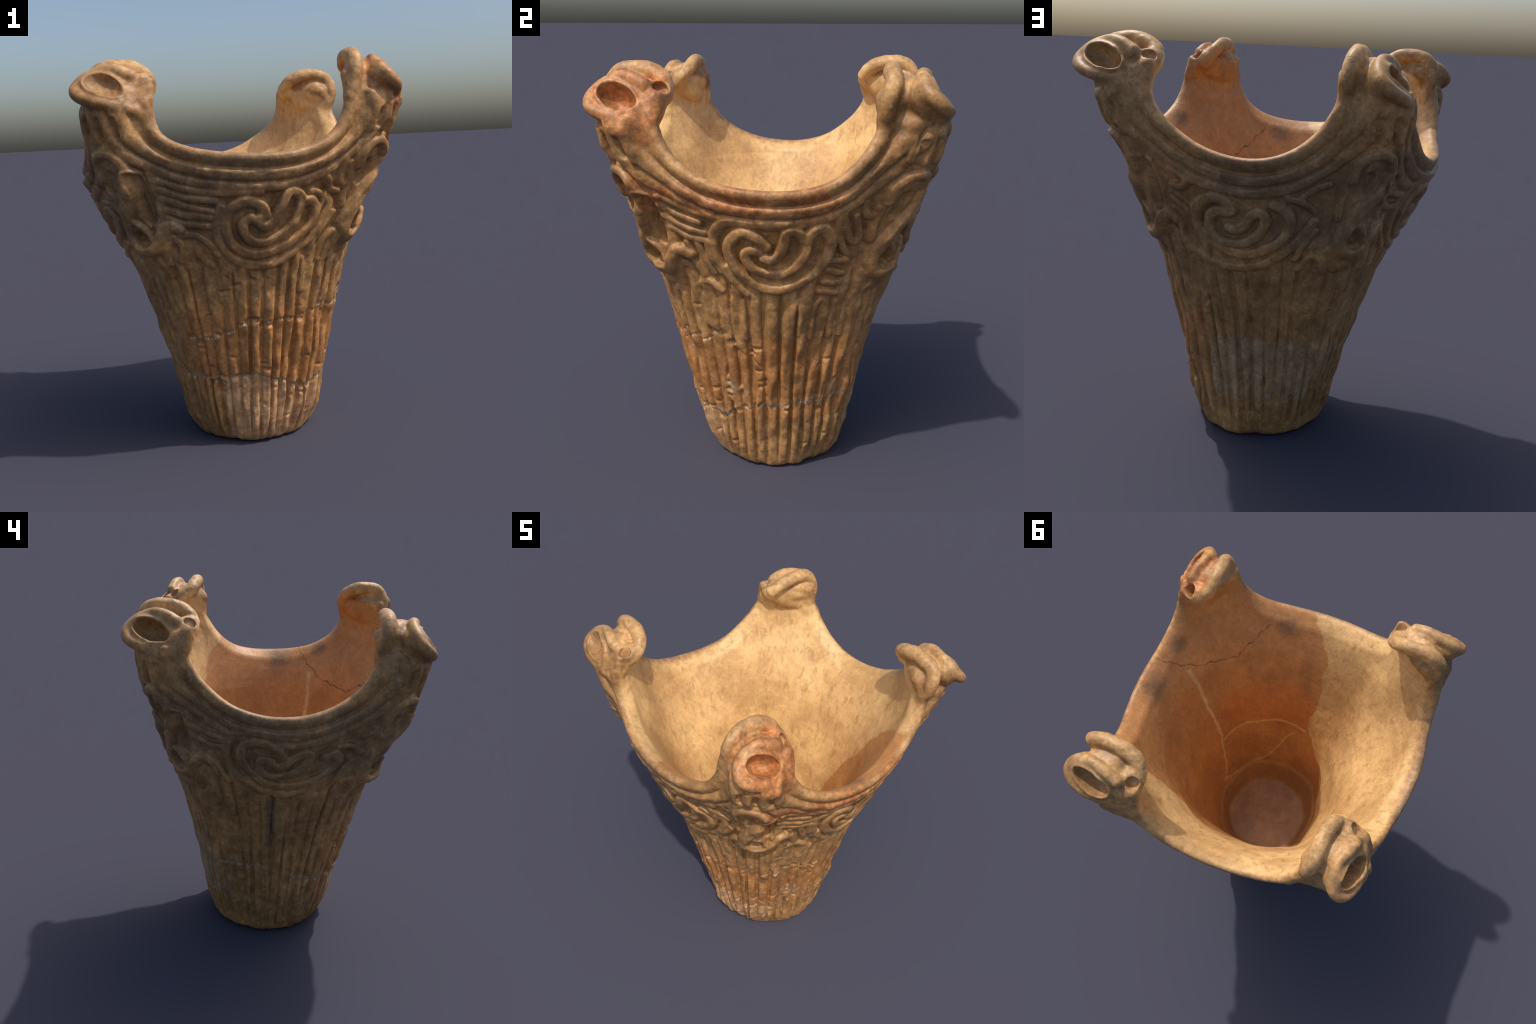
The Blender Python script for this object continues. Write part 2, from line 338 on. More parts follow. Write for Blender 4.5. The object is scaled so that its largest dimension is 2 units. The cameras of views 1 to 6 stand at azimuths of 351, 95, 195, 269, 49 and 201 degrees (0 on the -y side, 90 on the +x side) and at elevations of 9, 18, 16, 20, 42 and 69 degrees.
H = blur(H, 1.1, 1.1)
H *= 1 + np.clip(.14 * lump_noise(11, 11, 14), -.5, .5)      # finger-pressed coils are never even
H += .0026 * lump_noise(26, 26, 11) + .0014 * lump_noise(9, 9, 12) + .0007 * lump_noise(5, 5, 15)
ROUT = RB + RBULGE + H
RIN = RIN + .003 * lump_noise(60, 40, 13) - .012 * smoothstep(.325, .285, ZZ)[None] + .016 * side(62, 42) * np.interp(ZZ, [.45, .7, 1.2, 1.4], [0, 1, 1, 0]) - .014 * side(283, 24) * np.interp(ZZ, [.4, .7, 1.0, 1.3], [0, 1, 1, 0])
RMID = RB - .022

# ------------------------------------------------------------------ distance helpers
def smin(a, b, k):
    h = np.clip(.5 + .5 * (b - a) / k, 0, 1)
    return b * (1 - h) + a * h - k * h * (1 - h)

def smax(a, b, k):
    return -smin(-a, -b, k)

def tube(P, pts, rad, per=4):
    """a clay coil of varying radius along a spline"""
    q = spline(np.column_stack([np.asarray(pts, float), np.broadcast_to(rad, len(pts))]), per).astype(np.float32)
    x, y, z = (np.ascontiguousarray(P[:, i], dtype=np.float32) for i in range(3))
    best = np.full(len(P), 9.0, np.float32)
    for a, b in zip(q[:-1], q[1:]):
        ab = b - a
        dx, dy, dz = x - a[0], y - a[1], z - a[2]
        t = (dx * ab[0] + dy * ab[1] + dz * ab[2]) / np.float32(max(float(ab[:3] @ ab[:3]), 1e-12))
        np.clip(t, 0, 1, out=t)
        dx -= t * ab[0]; dy -= t * ab[1]; dz -= t * ab[2]
        d = np.sqrt(dx * dx + dy * dy + dz * dz)
        d -= a[3] + t * ab[3]
        np.minimum(best, d, out=best)
    return best.astype(float)

def blob(P, c, r):
    q = (P - c) / np.asarray(r, float)
    k0 = np.linalg.norm(q, axis=1)
    k1 = np.linalg.norm(q / np.asarray(r, float), axis=1)
    return k0 * (k0 - 1) / np.maximum(k1, 1e-6)

# ------------------------------------------------------------------ peak heads (local frame: t right, n outward, z up)
HEADS = [dict(az=49, dz=.0, shift=.003, wide=.87, out=-.024, back=.0, eye=.045, hole=.033, mouth=1.0, left=-13.4, right=7.3),
         dict(az=140.5, dz=.005, shift=-.022, wide=1.0, out=-.012, back=.014, eye=.026, hole=.029, lift=.018, mouth=.62, left=-14.6, right=7.7),
         dict(az=227.5, dz=-.010, shift=-.016, wide=.94, out=-.020, back=.0, eye=.022, hole=.029, mouth=.85, left=-13.8, right=6.7),
         dict(az=317, dz=-.016, shift=.006, wide=.92, out=.002, back=.018, eye=.016, hole=.028, mouth=.12, left=-12.6, right=8.4)]

def oblob(P, c, axes, r):
    """ellipsoid with its own axes"""
    q = ((P - c) @ axes.T) / np.asarray(r, float)
    k0 = np.linalg.norm(q, axis=1)
    k1 = np.linalg.norm(q / np.asarray(r, float), axis=1)
    return k0 * (k0 - 1) / np.maximum(k1, 1e-6)

CUP_L = np.array([-.215, .10, .09]); CUP_L /= np.linalg.norm(CUP_L)
CUP_N = np.array([.35, .74, .66]); CUP_N -= CUP_L * (CUP_N @ CUP_L); CUP_N /= np.linalg.norm(CUP_N)
CUP = np.array([CUP_L, np.cross(CUP_N, CUP_L), CUP_N])
EYE_AX = np.array([.72, .35, .60]) / np.linalg.norm([.72, .35, .60])

def head(P, hd):
    P = np.column_stack([(P[:, 0] - hd["shift"]) / hd["wide"], P[:, 1] - hd["back"] * smoothstep(1.72, 1.84, P[:, 2]), P[:, 2]])
    z = np.array([0, 0, hd["dz"]])
    S = lambda pts: [np.array(p) + z for p in pts]
    foot = lambda a, h: np.array([float(np.interp(h, ZZ, R0) - .022) * math.sin(a * DEG), float(np.interp(h, ZZ, R0) - .022) * math.cos(a * DEG), h])
    parts = {}
    foot_ = foot
    foot = lambda a, h: (foot_(a, h) - [hd["shift"], hd["back"] * smoothstep(1.72, 1.84, h), 0]) / [hd["wide"], 1, 1]
    left, right = foot(hd["left"], 1.70), foot(hd["right"], 1.70)
    l2, r2 = foot(hd["left"], 1.76), foot(hd["right"], 1.75)
    parts["arch"] = tube(P, [left, l2] + S([(-.203, .80, 1.84), (-.188, .805, 1.905), (-.158, .785, 1.943), (-.11, .745, 1.960),
                               (-.05, .70, 1.952), (.01, .675, 1.925), (.05, .68, 1.89)]), [.022, .030, .034, .036, .037, .037, .037, .036, .034])
    parts["neck"] = np.minimum(tube(P, [right, r2] + S([(.105, .775, 1.81), (.075, .745, 1.86)]), [.022, .030, .040, .046]),
                               tube(P, S([(-.10, .79, 1.78), (-.02, .77, 1.83), (.05, .75, 1.86)]), [.06, .075, .05]))
    parts["neck"] = smin(parts["neck"], tube(P, S([(-.10, .86, 1.76), (-.02, .88, 1.77), (.05, .85, 1.78)]), [.05, .055, .05]), .04)
    o = np.array([0, hd["out"], hd.get("lift", 0)])
    ring = [(.055, .80, 1.905), (.0, .832, 1.932), (-.06, .860, 1.936), (-.11, .903, 1.911), (-.135, .952, 1.868), (-.116, .982, 1.834),
            (-.065, .984, 1.808), (0, .957, 1.788), (.06, .902, 1.768), (.10, .845, 1.748), (.115, .80, 1.72)]
    ring = [np.array(p) + o * w for p, w in zip(ring, (.3, .6, .8, 1, 1, 1, 1, 1, 1, .6, .2))]
    parts["mouth_ring"] = tube(P, S(ring), [.030, .028, .025, .025, .028, .028, .027, .025, .025, .026, .028])
    ec = np.array([.092, .738, 1.895]) + z - .045 * EYE_AX
    parts["eye_ring"] = blob(P, ec, (.058, .058, .056))
    parts["filler"] = blob(P, np.array([-.06, .785, 1.866]) + z, (.13, .088, .080))
    c = np.array([-.02, .902, 1.852]) + z + o
    cup = oblob(P, c - .035 * CUP_N, CUP, (.135, .095, .09))
    d = smin(parts["arch"], parts["neck"], .03)
    d = smin(d, parts["filler"], .02)
    d = smin(d, parts["eye_ring"], .02)
    d = smin(d, cup, .015)
    m = hd["mouth"]
    cav = oblob(P, c + .035 * CUP_N, CUP, (.098, .053, .035 + .07 * m))
    q = P - ec
    h = q @ EYE_AX
    rr = np.linalg.norm(q - h[:, None] * EYE_AX, axis=1)
    hole = np.maximum(rr - hd["hole"], .056 - hd["eye"] - h)
    return d, cav, hole, parts

# ------------------------------------------------------------------ whole body
def sample(m, ti, zi):
    i0 = np.floor(ti).astype(np.int32); j0 = np.clip(np.floor(zi).astype(np.int32), 0, NZ - 2)
    fi = (ti - i0).astype(np.float32); fj = np.clip(zi - j0, 0, 1).astype(np.float32)
    a0, a1 = i0 % NT, (i0 + 1) % NT
    return (m[a0, j0] * (1 - fi) + m[a1, j0] * fi) * (1 - fj) + (m[a0, j0 + 1] * (1 - fi) + m[a1, j0 + 1] * fi) * fj

MAPS = [m.astype(np.float32) for m in (ROUT, RIN, DR, RMID)]

def head_lumps(P):
    """gentle hand-modelled unevenness"""
    w = np.zeros(len(P))
    for f, a, s in ((31, .0030, 0), (53, .0020, 2), (97, .0011, 5)):
        w += a * np.sin(P[:, 0] * f + 1.7 * np.sin(P[:, 1] * f * .7 + s)) * np.sin(P[:, 1] * f * 1.1 + s + 1.3 * np.sin(P[:, 2] * f * .8)) \
            + a * .7 * np.sin(P[:, 2] * f * 1.2 + 2 * np.sin(P[:, 0] * f * .6 + s))
    return w

def sdf(P, full=False):
    r = np.hypot(P[:, 0], P[:, 1])
    th = np.arctan2(P[:, 0], -P[:, 1]) % (2 * np.pi)
    ti, zi = th / (2 * np.pi) * NT - .5, P[:, 2] / ZMAX * (NZ - 1)
    ro, ri, dr, rm = (sample(m, ti, zi) for m in MAPS)
    d_out = (r - ro) * .95
    d_in = (ri - r) * .95
    d_in = smin(d_in, P[:, 2] - FLOOR, .03)
    d = smax(d_out, d_in, .006)
    d = smax(d, dr - .010, .045)
    d = smax(d, -P[:, 2], .022) if not full else smax(d, -P[:, 2], .022)
    coil = np.hypot(dr, r - rm) - .031
    d = smin(d, np.where(dr > -.25, coil, 1), .020)
    for hd in HEADS:
        a = hd["az"] * DEG
        n, t = np.array([np.sin(a), -np.cos(a)]), np.array([np.cos(a), np.sin(a)])
        q = np.column_stack([P[:, :2] @ t, P[:, :2] @ n, P[:, 2]])
        near = np.where((np.linalg.norm(q - [-.05, .82, 1.86], axis=1) < .33))[0]
        if len(near):
            dh, cav, hole, ps = head(q[near], hd)
            up_ = smoothstep(1.70, 1.82, P[near, 2])
            dn = smax(smin(d[near], dh, .004 + .02 * up_), -cav, .012) + .55 * head_lumps(P[near]) * smoothstep(.33, .25, np.linalg.norm(q[near] - [-.05, .82, 1.86], axis=1))
            d[near] = smax(smin(dn, ps["mouth_ring"], .018), -hole, .012)
    return d

# ------------------------------------------------------------------ surface nets over active blocks
def mesh_body(vox):
    lo = np.array([-.86, -.86, -.03]); dims = np.ceil((np.array([.86, .86, 2.06]) - lo) / vox / 8).astype(int) * 8
    B = 8
    nb = dims // B
    bi = np.stack(np.meshgrid(*[np.arange(n) for n in nb], indexing="ij"), -1).reshape(-1, 3)
    cen = lo + (bi * B + (B - 1) / 2) * vox
    dc = sdf(cen)
    act = np.abs(dc) < B * vox * .95 + .022
    F = np.empty(dims, np.float32)
    Fb = F.reshape(nb[0], B, nb[1], B, nb[2], B)
    sign = np.where(dc < 0, -1.0, 1.0).reshape(nb)
    Fb[:] = sign[:, None, :, None, :, None]
    off = np.stack(np.meshgrid(*[np.arange(B)] * 3, indexing="ij"), -1).reshape(-1, 3)
    ab = bi[act]
    for s in range(0, len(ab), 1500):
        c = ab[s:s + 1500]
        P = lo + (c[:, None] * B + off[None]).reshape(-1, 3) * vox
        v = sdf(P).astype(np.float32).reshape(len(c), B, B, B)
        Fb[c[:, 0], :, c[:, 1], :, c[:, 2], :] = v
    print("field", time.time() - T0)
    ins = F < 0
    # cells with mixed corners
    cnt = np.zeros(tuple(d - 1 for d in dims), np.uint8)
    for a in (0, 1):
        for b in (0, 1):
            for c in (0, 1):
                cnt += ins[a:dims[0] - 1 + a, b:dims[1] - 1 + b, c:dims[2] - 1 + c]
    cells = np.argwhere((cnt > 0) & (cnt < 8))
    idx = np.full(cnt.shape, -1, np.int32)
    idx[cells[:, 0], cells[:, 1], cells[:, 2]] = np.arange(len(cells))
    V = np.zeros((len(cells), 3)); W = np.zeros(len(cells))
    for ax in range(3):
        o = [k for k in range(3) if k != ax]
        for u in (0, 1):
            for w in (0, 1):
                c0 = cells.copy(); c0[:, o[0]] += u; c0[:, o[1]] += w
                c1 = c0.copy(); c1[:, ax] += 1
                f0 = F[c0[:, 0], c0[:, 1], c0[:, 2]]; f1 = F[c1[:, 0], c1[:, 1], c1[:, 2]]
                m = (f0 < 0) != (f1 < 0)
                t = np.where(m, f0 / np.where(m, f0 - f1, 1), 0)
                p = c0.astype(float); p[:, ax] += t
                V += p * m[:, None]; W += m
    V = lo + V / W[:, None] * vox
    quads = []
    for ax in range(3):
        o = [k for k in range(3) if k != ax]
        s0 = [slice(1, None)] * 3; s0[ax] = slice(0, -1)
        s1 = [slice(1, None)] * 3; s1[ax] = slice(1, None)
        a, b = ins[tuple(s0)], ins[tuple(s1)]
        e = np.argwhere(a != b)
        e[:, o[0]] += 1; e[:, o[1]] += 1
        e0 = e[:, ax] < cnt.shape[ax]
        e = e[e0 & (e[:, o[0]] < cnt.shape[o[0]]) & (e[:, o[1]] < cnt.shape[o[1]])]
        out = ins[e[:, 0], e[:, 1], e[:, 2]]
        def at(du, dw):
            c = e.copy(); c[:, o[0]] -= du; c[:, o[1]] -= dw
            return idx[c[:, 0], c[:, 1], c[:, 2]]
        q = np.column_stack([at(0, 0), at(1, 0), at(1, 1), at(0, 1)])
        flip = out if ax != 1 else ~out
        q[~flip] = q[~flip][:, ::-1]
        quads.append(q)
    Q = np.vstack(quads)
    Q = Q[(Q >= 0).all(1)]
    # keep the largest shell only (drop stray specks): flood by label propagation
    lab = np.arange(len(V))
    for _ in range(400):
        m = lab[Q].min(1)
        new = lab.copy()
        for k in range(4):
            np.minimum.at(new, Q[:, k], m)
        new = new[new]
        if (new == lab).all():
            break
        lab = new
    big = np.bincount(lab).argmax()
    Q = Q[lab[Q[:, 0]] == big]
    used = np.unique(Q)
    remap = np.full(len(V), -1); remap[used] = np.arange(len(used))
    return V[used], remap[Q]

V, Q = mesh_body(VOX)
print("mesh", len(V), len(Q), time.time() - T0)

def vertex_normals():
    fn = np.cross(V[Q[:, 2]] - V[Q[:, 0]], V[Q[:, 3]] - V[Q[:, 1]])
    n = np.zeros_like(V)
    for k in range(4):
        for c in range(3):
            n[:, c] += np.bincount(Q[:, k], fn[:, c], len(V))
    return fn, n / np.maximum(np.linalg.norm(n, axis=1, keepdims=True), 1e-12)

fn, VN = vertex_normals()
if (fn * V[Q[:, 0]]).sum() < 0:
    Q = Q[:, ::-1]
    VN = -VN
# settle the vertices onto the exact surface along their normals
for _ in range(2):
    V = V - np.clip(.7 * sdf(V), -.4 * VOX, .4 * VOX)[:, None] * VN
print("projected", time.time() - T0)
V[:, 2] -= V[:, 2].min()

# ------------------------------------------------------------------ which part each face belongs to
C = V[Q].mean(1)
r = np.hypot(C[:, 0], C[:, 1]); th = np.arctan2(C[:, 0], -C[:, 1]) % (2 * np.pi)
ti, zi = th / (2 * np.pi) * NT - .5, C[:, 2] / ZMAX * (NZ - 1)
fro, fri, fdr, frm = (sample(m, ti, zi) for m in MAPS)
fid = ID[np.round(ti).astype(int) % NT, np.clip(np.round(zi).astype(int), 0, NZ - 1)]
part = np.array(["ornament_band"] * len(C), dtype=object)
part[C[:, 2] < 1.06] = "fluted_wall"
ix = np.clip(np.round(ti).astype(int), 0, NT - 1) % NT
azd = (wrap(th) / DEG)
g1, g2 = C[:, 2] - brk[ix], C[:, 2] - brk2[ix]
flick = np.sin(azd * 1.9) + np.sin(azd * .77 + 1) + np.sin(azd * 4.1)
part[(g1 < 0) & (azd > -22) & (azd < 58)] = "refitted_foot"
part[(((np.abs(g1 + .002) < .0056 + .002 * flick) & (flick > -.7) & (azd > -70) & (azd < 135)) | ((np.abs(g2 + .002) < .0050 + .002 * flick) & (azd > -45) & (azd < 74) & (flick > -.4)))] = "mending_seam"
part[np.abs(r - fri) < np.abs(r - fro)] = "inner_wall"
part[(C[:, 2] < .16) & (r < fri) & (np.abs(C[:, 2] - FLOOR) < .04)] = "floor"
part[(C[:, 2] < .012)] = "foot"
part[(np.hypot(fdr, r - frm) < .036) & (C[:, 2] > 1.3)] = "rim_coil"
for k, hd in enumerate(HEADS):
    a = hd["az"] * DEG
    n, t = np.array([np.sin(a), -np.cos(a)]), np.array([np.cos(a), np.sin(a)])
    q = np.column_stack([C[:, :2] @ t, C[:, :2] @ n, C[:, 2]])
    near = np.where((np.linalg.norm(q - [-.05, .82, 1.86], axis=1) < .33) & (q[:, 2] > 1.74))[0]
    d, cav, hole, ps = head(q[near], hd)
    on = np.minimum(d, ps["mouth_ring"]) < .03
    nm = np.array(list(ps)); ds = np.column_stack([ps[i] for i in nm])
    pick = nm[ds.argmin(1)]
    pick[pick == "filler"] = "neck"
    part[near[on]] = np.array([f"peak|{k}|{i}" for i in pick], dtype=object)[on]
for i, nme in NAMES.items():
    if i:
        sel = (fid == i) & ((part == "ornament_band") | (part == "fluted_wall"))
        part[sel] = f"coil|{i}|{nme}"

# ------------------------------------------------------------------ vertex normals of the whole body
fn, VN = vertex_normals()

#MATERIAL
# ------------------------------------------------------------------ clay materials (all masks computed from object coordinates)
class Nodes:
    def __init__(self, name):
        self.mat = bpy.data.materials.new(name)
        self.mat.use_nodes = True
        self.t = self.mat.node_tree
        self.bsdf = self.t.nodes["Principled BSDF"]
        self.co = self.t.nodes.new("ShaderNodeTexCoord").outputs["Object"]
        sep = self.node("ShaderNodeSeparateXYZ", {0: self.co})
        self.x, self.y, self.z = sep.outputs
        self.az = self.math("MULTIPLY", self.math("ARCTAN2", self.x, self.math("MULTIPLY", self.y, -1)), 180 / math.pi)   # -180..180
    def node(self, kind, ins=(), **props):
        n = self.t.nodes.new(kind)
        for k, v in props.items():
            setattr(n, k, v)
        for k, v in dict(ins).items():
            self.put(n.inputs[k], v)
        return n
    def put(self, sock, v):
        if isinstance(v, bpy.types.NodeSocket):
            self.t.links.new(v, sock)
        elif isinstance(v, tuple) and len(v) == 3 and sock.type == "RGBA":
            sock.default_value = (*v, 1)
        else:
            sock.default_value = v
    def math(self, op, a, b=None, clamp=False):
        n = self.node("ShaderNodeMath", {0: a} if b is None else {0: a, 1: b}, operation=op, use_clamp=clamp)
        return n.outputs[0]
    def step(self, v, lo, hi):
        n = self.node("ShaderNodeMapRange", {"Value": v, "From Min": lo, "From Max": hi}, interpolation_type="SMOOTHSTEP")
        return n.outputs[0]
    def noise(self, scale, detail=4, rough=.55, stretch=(1, 1, 1), dist=0, shift=(0, 0, 0)):
        m = self.node("ShaderNodeMapping", {"Vector": self.co, "Scale": stretch, "Location": shift})
        return self.node("ShaderNodeTexNoise", {"Vector": m.outputs[0], "Scale": scale, "Detail": detail, "Roughness": rough, "Distortion": dist}).outputs["Fac"]
    def curve(self, v, lo, hi, pts):
        """piecewise curve v -> value; both are rescaled to the unit square of the curve node"""
        ys = [p[1] for p in pts]
        y0, y1 = min(ys), max(ys) + 1e-6
        u = self.node("ShaderNodeMapRange", {"Value": v, "From Min": lo, "From Max": hi}).outputs[0]
        n = self.node("ShaderNodeFloatCurve", {"Value": u})
        c = n.mapping.curves[0]
        P = [((p[0] - lo) / (hi - lo), (p[1] - y0) / (y1 - y0)) for p in pts]
        c.points[0].location, c.points[1].location = P[0], P[-1]
        for p in P[1:-1]:
            c.points.new(*p)
        for p in c.points:
            p.handle_type = "VECTOR"
        n.mapping.update()
        return self.math("ADD", self.math("MULTIPLY", n.outputs[0], y1 - y0), y0)
    def mix(self, f, a, b, mode="MIX"):
        n = self.node("ShaderNodeMix", data_type="RGBA", blend_type=mode)
        self.put(n.inputs["Factor"], f); self.put(n.inputs[6], a); self.put(n.inputs[7], b)
        return n.outputs[2]
    def near(self, c, r0, r1):
        """1 inside radius r0 of a point, 0 beyond r1"""
        v = self.node("ShaderNodeVectorMath", {0: self.co, 1: c}, operation="DISTANCE").outputs["Value"]
        return self.step(v, r1, r0)
    def fade(self, mask, noise, lo=.4, hi=.6, amount=.5):
        """break a soft mask up with a noise"""
        m = self.math("ADD", mask, self.math("MULTIPLY", self.math("SUBTRACT", noise, .5), amount * 2))
        return self.step(m, lo, hi)
    def turn(self, centre, w0, w1):
        """mask around an azimuth (degrees): 1 within w0, 0 beyond w1"""
        d = self.math("ABSOLUTE", self.math("SUBTRACT", self.math("MODULO", self.math("ADD", self.az, 540 - centre), 360), 180))
        return self.step(d, w1, w0)
    def AND(self, a, b):
        return self.math("MULTIPLY", a, b)
    def grain(self, strength):
        fine, pore, dent = self.noise(70, 5, .65), self.noise(160, 2, .5), self.noise(27, 3, .55, shift=(1, 5, 2))
        h = self.math("ADD", self.math("MULTIPLY", fine, .5), self.math("ADD", self.math("MULTIPLY", pore, .2), self.math("MULTIPLY", dent, .9)))
        b = self.node("ShaderNodeBump", {"Strength": strength, "Distance": .006, "Height": h})
        self.put(self.bsdf.inputs["Normal"], b.outputs[0])

def grit(n, scale, size):
    v = n.node("ShaderNodeTexVoronoi", {"Vector": n.co, "Scale": scale})
    pick = n.node("ShaderNodeSeparateColor", {0: v.outputs["Color"]}).outputs[0]
    return n.AND(n.step(v.outputs["Distance"], size, size * .3), n.step(pick, .70, .9))

def mottle(n, col, k):
    """uneven firing and wear: broad and fine value changes without a direction"""
    for sc, lo, hi, amt, sh in ((6.5, .36, .66, .30, 1), (21, .36, .66, .34, 2), (62, .36, .66, .26, 3)):
        g = n.step(n.noise(sc, 4, .62, shift=(sh, sh * 2, sh * 3)), lo, hi)
        col = n.mix(amt * k, col, n.mix(g, (.55, .50, .46), (1.52, 1.50, 1.46)), "MULTIPLY")
    return col

def outside_colour(n, outer, pale=False):
    big, mid, small = n.noise(2.6, 5, .6), n.noise(9, 5, .6, shift=(3, 1, 2)), n.noise(34, 4, .6)
    streak = n.noise(16, 4, .6, stretch=(1, 1, .16), dist=.4)
    col = n.mix(n.step(big, .35, .66), (.255, .138, .054), (.385, .212, .084))
    col = n.mix(n.math("MULTIPLY", n.step(mid, .42, .7), .5), col, (.44, .255, .108))
    col = n.mix(n.math("MULTIPLY", n.step(streak, .55, .75), .35), col, (.20, .105, .042))
    waist = n.AND(n.step(n.z, .26, .36), n.step(n.z, .98, .60))
    wm = n.fade(n.AND(waist, n.turn(50, 75, 140)), n.noise(14, 4, .6, stretch=(1, 1, .3)), .45, .75, .5)
    col = n.mix(n.math("MULTIPLY", wm, .55), col, (.38, .165, .052))
    # pale refitted foot on the front
    brk = n.curve(n.az, -180, 180, [(-180, .45), (-100, .50), (-60, .40), (-30, .38), (0, .40), (30, .335), (36, .30), (45, .32), (64, .31), (72, .37), (90, .385), (120, .40), (180, .45)])
    edge = n.math("ADD", brk, n.math("MULTIPLY", n.math("SUBTRACT", n.noise(11, 3, .6), .5), .08))
    if pale:
        col = n.mix(.72, col, n.mix(n.step(mid, .35, .65), (.40, .225, .115), (.56, .345, .195)))
    # grey filler smeared over the old joins
    join = n.step(n.math("ABSOLUTE", n.math("SUBTRACT", n.math("ADD", edge, .01), n.z)), .05, .0)
    fill = n.fade(n.math("MULTIPLY", join, .72), n.noise(21, 5, .65, shift=(5, 0, 0)), .5, .8, .7)
    scar = n.fade(n.math("MULTIPLY", n.near((.47, -.15, .48), .0, .15), .85), n.noise(26, 4, .6, stretch=(1, 1, .25)), .5, .9, .8)
    scar2 = n.fade(n.math("MULTIPLY", n.near((.38, .30, .46), .0, .16), .85), n.noise(26, 4, .6, stretch=(1, 1, .2), shift=(2, 0, 0)), .5, .9, .8)
    north = n.fade(n.AND(n.turn(192, 30, 60), n.AND(n.step(n.z, .12, .28), n.step(n.z, .72, .55))), n.noise(19, 4, .6, stretch=(1, 1, .16)), .68, 1.05, .85)
    gm = n.math("MAXIMUM", n.math("MAXIMUM", fill, n.math("MAXIMUM", scar, scar2)), north)
    col = n.mix(n.math("MULTIPLY", gm, .48), col, (.38, .31, .21))
    # dark grey-brown patches over the back and the left of the upper band
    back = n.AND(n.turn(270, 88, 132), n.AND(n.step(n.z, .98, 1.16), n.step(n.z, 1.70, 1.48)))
    smoke = n.fade(n.math("MULTIPLY", back, .74), n.noise(6, 6, .68, shift=(7, 2, 1)), .36, .84, .6)
    col = n.mix(n.math("MULTIPLY", n.AND(smoke, outer), .60), col, (.17, .122, .072))
    pale_streak = n.noise(13, 5, .65, stretch=(1, 1, .3), dist=.6, shift=(8, 3, 5))
    col = n.mix(n.math("MULTIPLY", n.step(pale_streak, .54, .72), .42), col, (.50, .335, .17))
    blot = n.fade(n.AND(n.step(n.z, .9, 1.2), .42), n.noise(13, 4, .65, shift=(1, 8, 3)), .5, .68, .55)
    col = n.mix(n.math("MULTIPLY", n.AND(blot, outer), .6), col, (.115, .088, .062))
    stain = n.AND(n.turn(268, 0, 7), n.AND(n.step(n.z, .55, .72), n.step(n.z, 1.06, .98)))
    col = n.mix(n.math("MULTIPLY", n.fade(stain, n.noise(20, 4, .6, stretch=(1, 1, .2)), .45, .9, .6), .6), col, (.075, .062, .052))
    # worn pale crowns of the peaks
    top = n.fade(n.AND(n.step(n.z, 1.80, 1.93), .62), n.noise(9, 4, .6, shift=(4, 4, 0)), .35, .7, .4)
    col = n.mix(n.math("MULTIPLY", top, .7), col, (.45, .28, .125))
    # orange firing flush on the front peak and along its rim, and on the waist
    red = n.near((.66, -.53, 1.85), .08, .36)
    red2 = n.AND(n.turn(80, 26, 48), n.AND(n.step(n.z, 1.30, 1.40), n.step(n.z, 1.62, 1.52)))
    redm = n.fade(n.math("MAXIMUM", n.math("MULTIPLY", red, .8), n.math("MULTIPLY", red2, .62)), n.noise(10, 5, .7, shift=(3, 1, 2)), .42, .80, .75)
    col = n.mix(n.math("MULTIPLY", redm, .78), col, n.mix(n.step(small, .4, .6), (.26, .092, .030), (.41, .155, .048)))
    col = n.mix(n.math("MULTIPLY", n.step(small, .56, .74), .45), col, (.50, .335, .175))
    col = n.mix(n.math("MULTIPLY", n.step(small, .44, .26), .5), col, (.13, .078, .040))
    col = n.mix(n.math("MULTIPLY", grit(n, 70, .22), .45), col, (.52, .40, .26))
    return n.mix(1.0, mottle(n, col, .95), (1.12, 1.09, 1.04), "MULTIPLY")

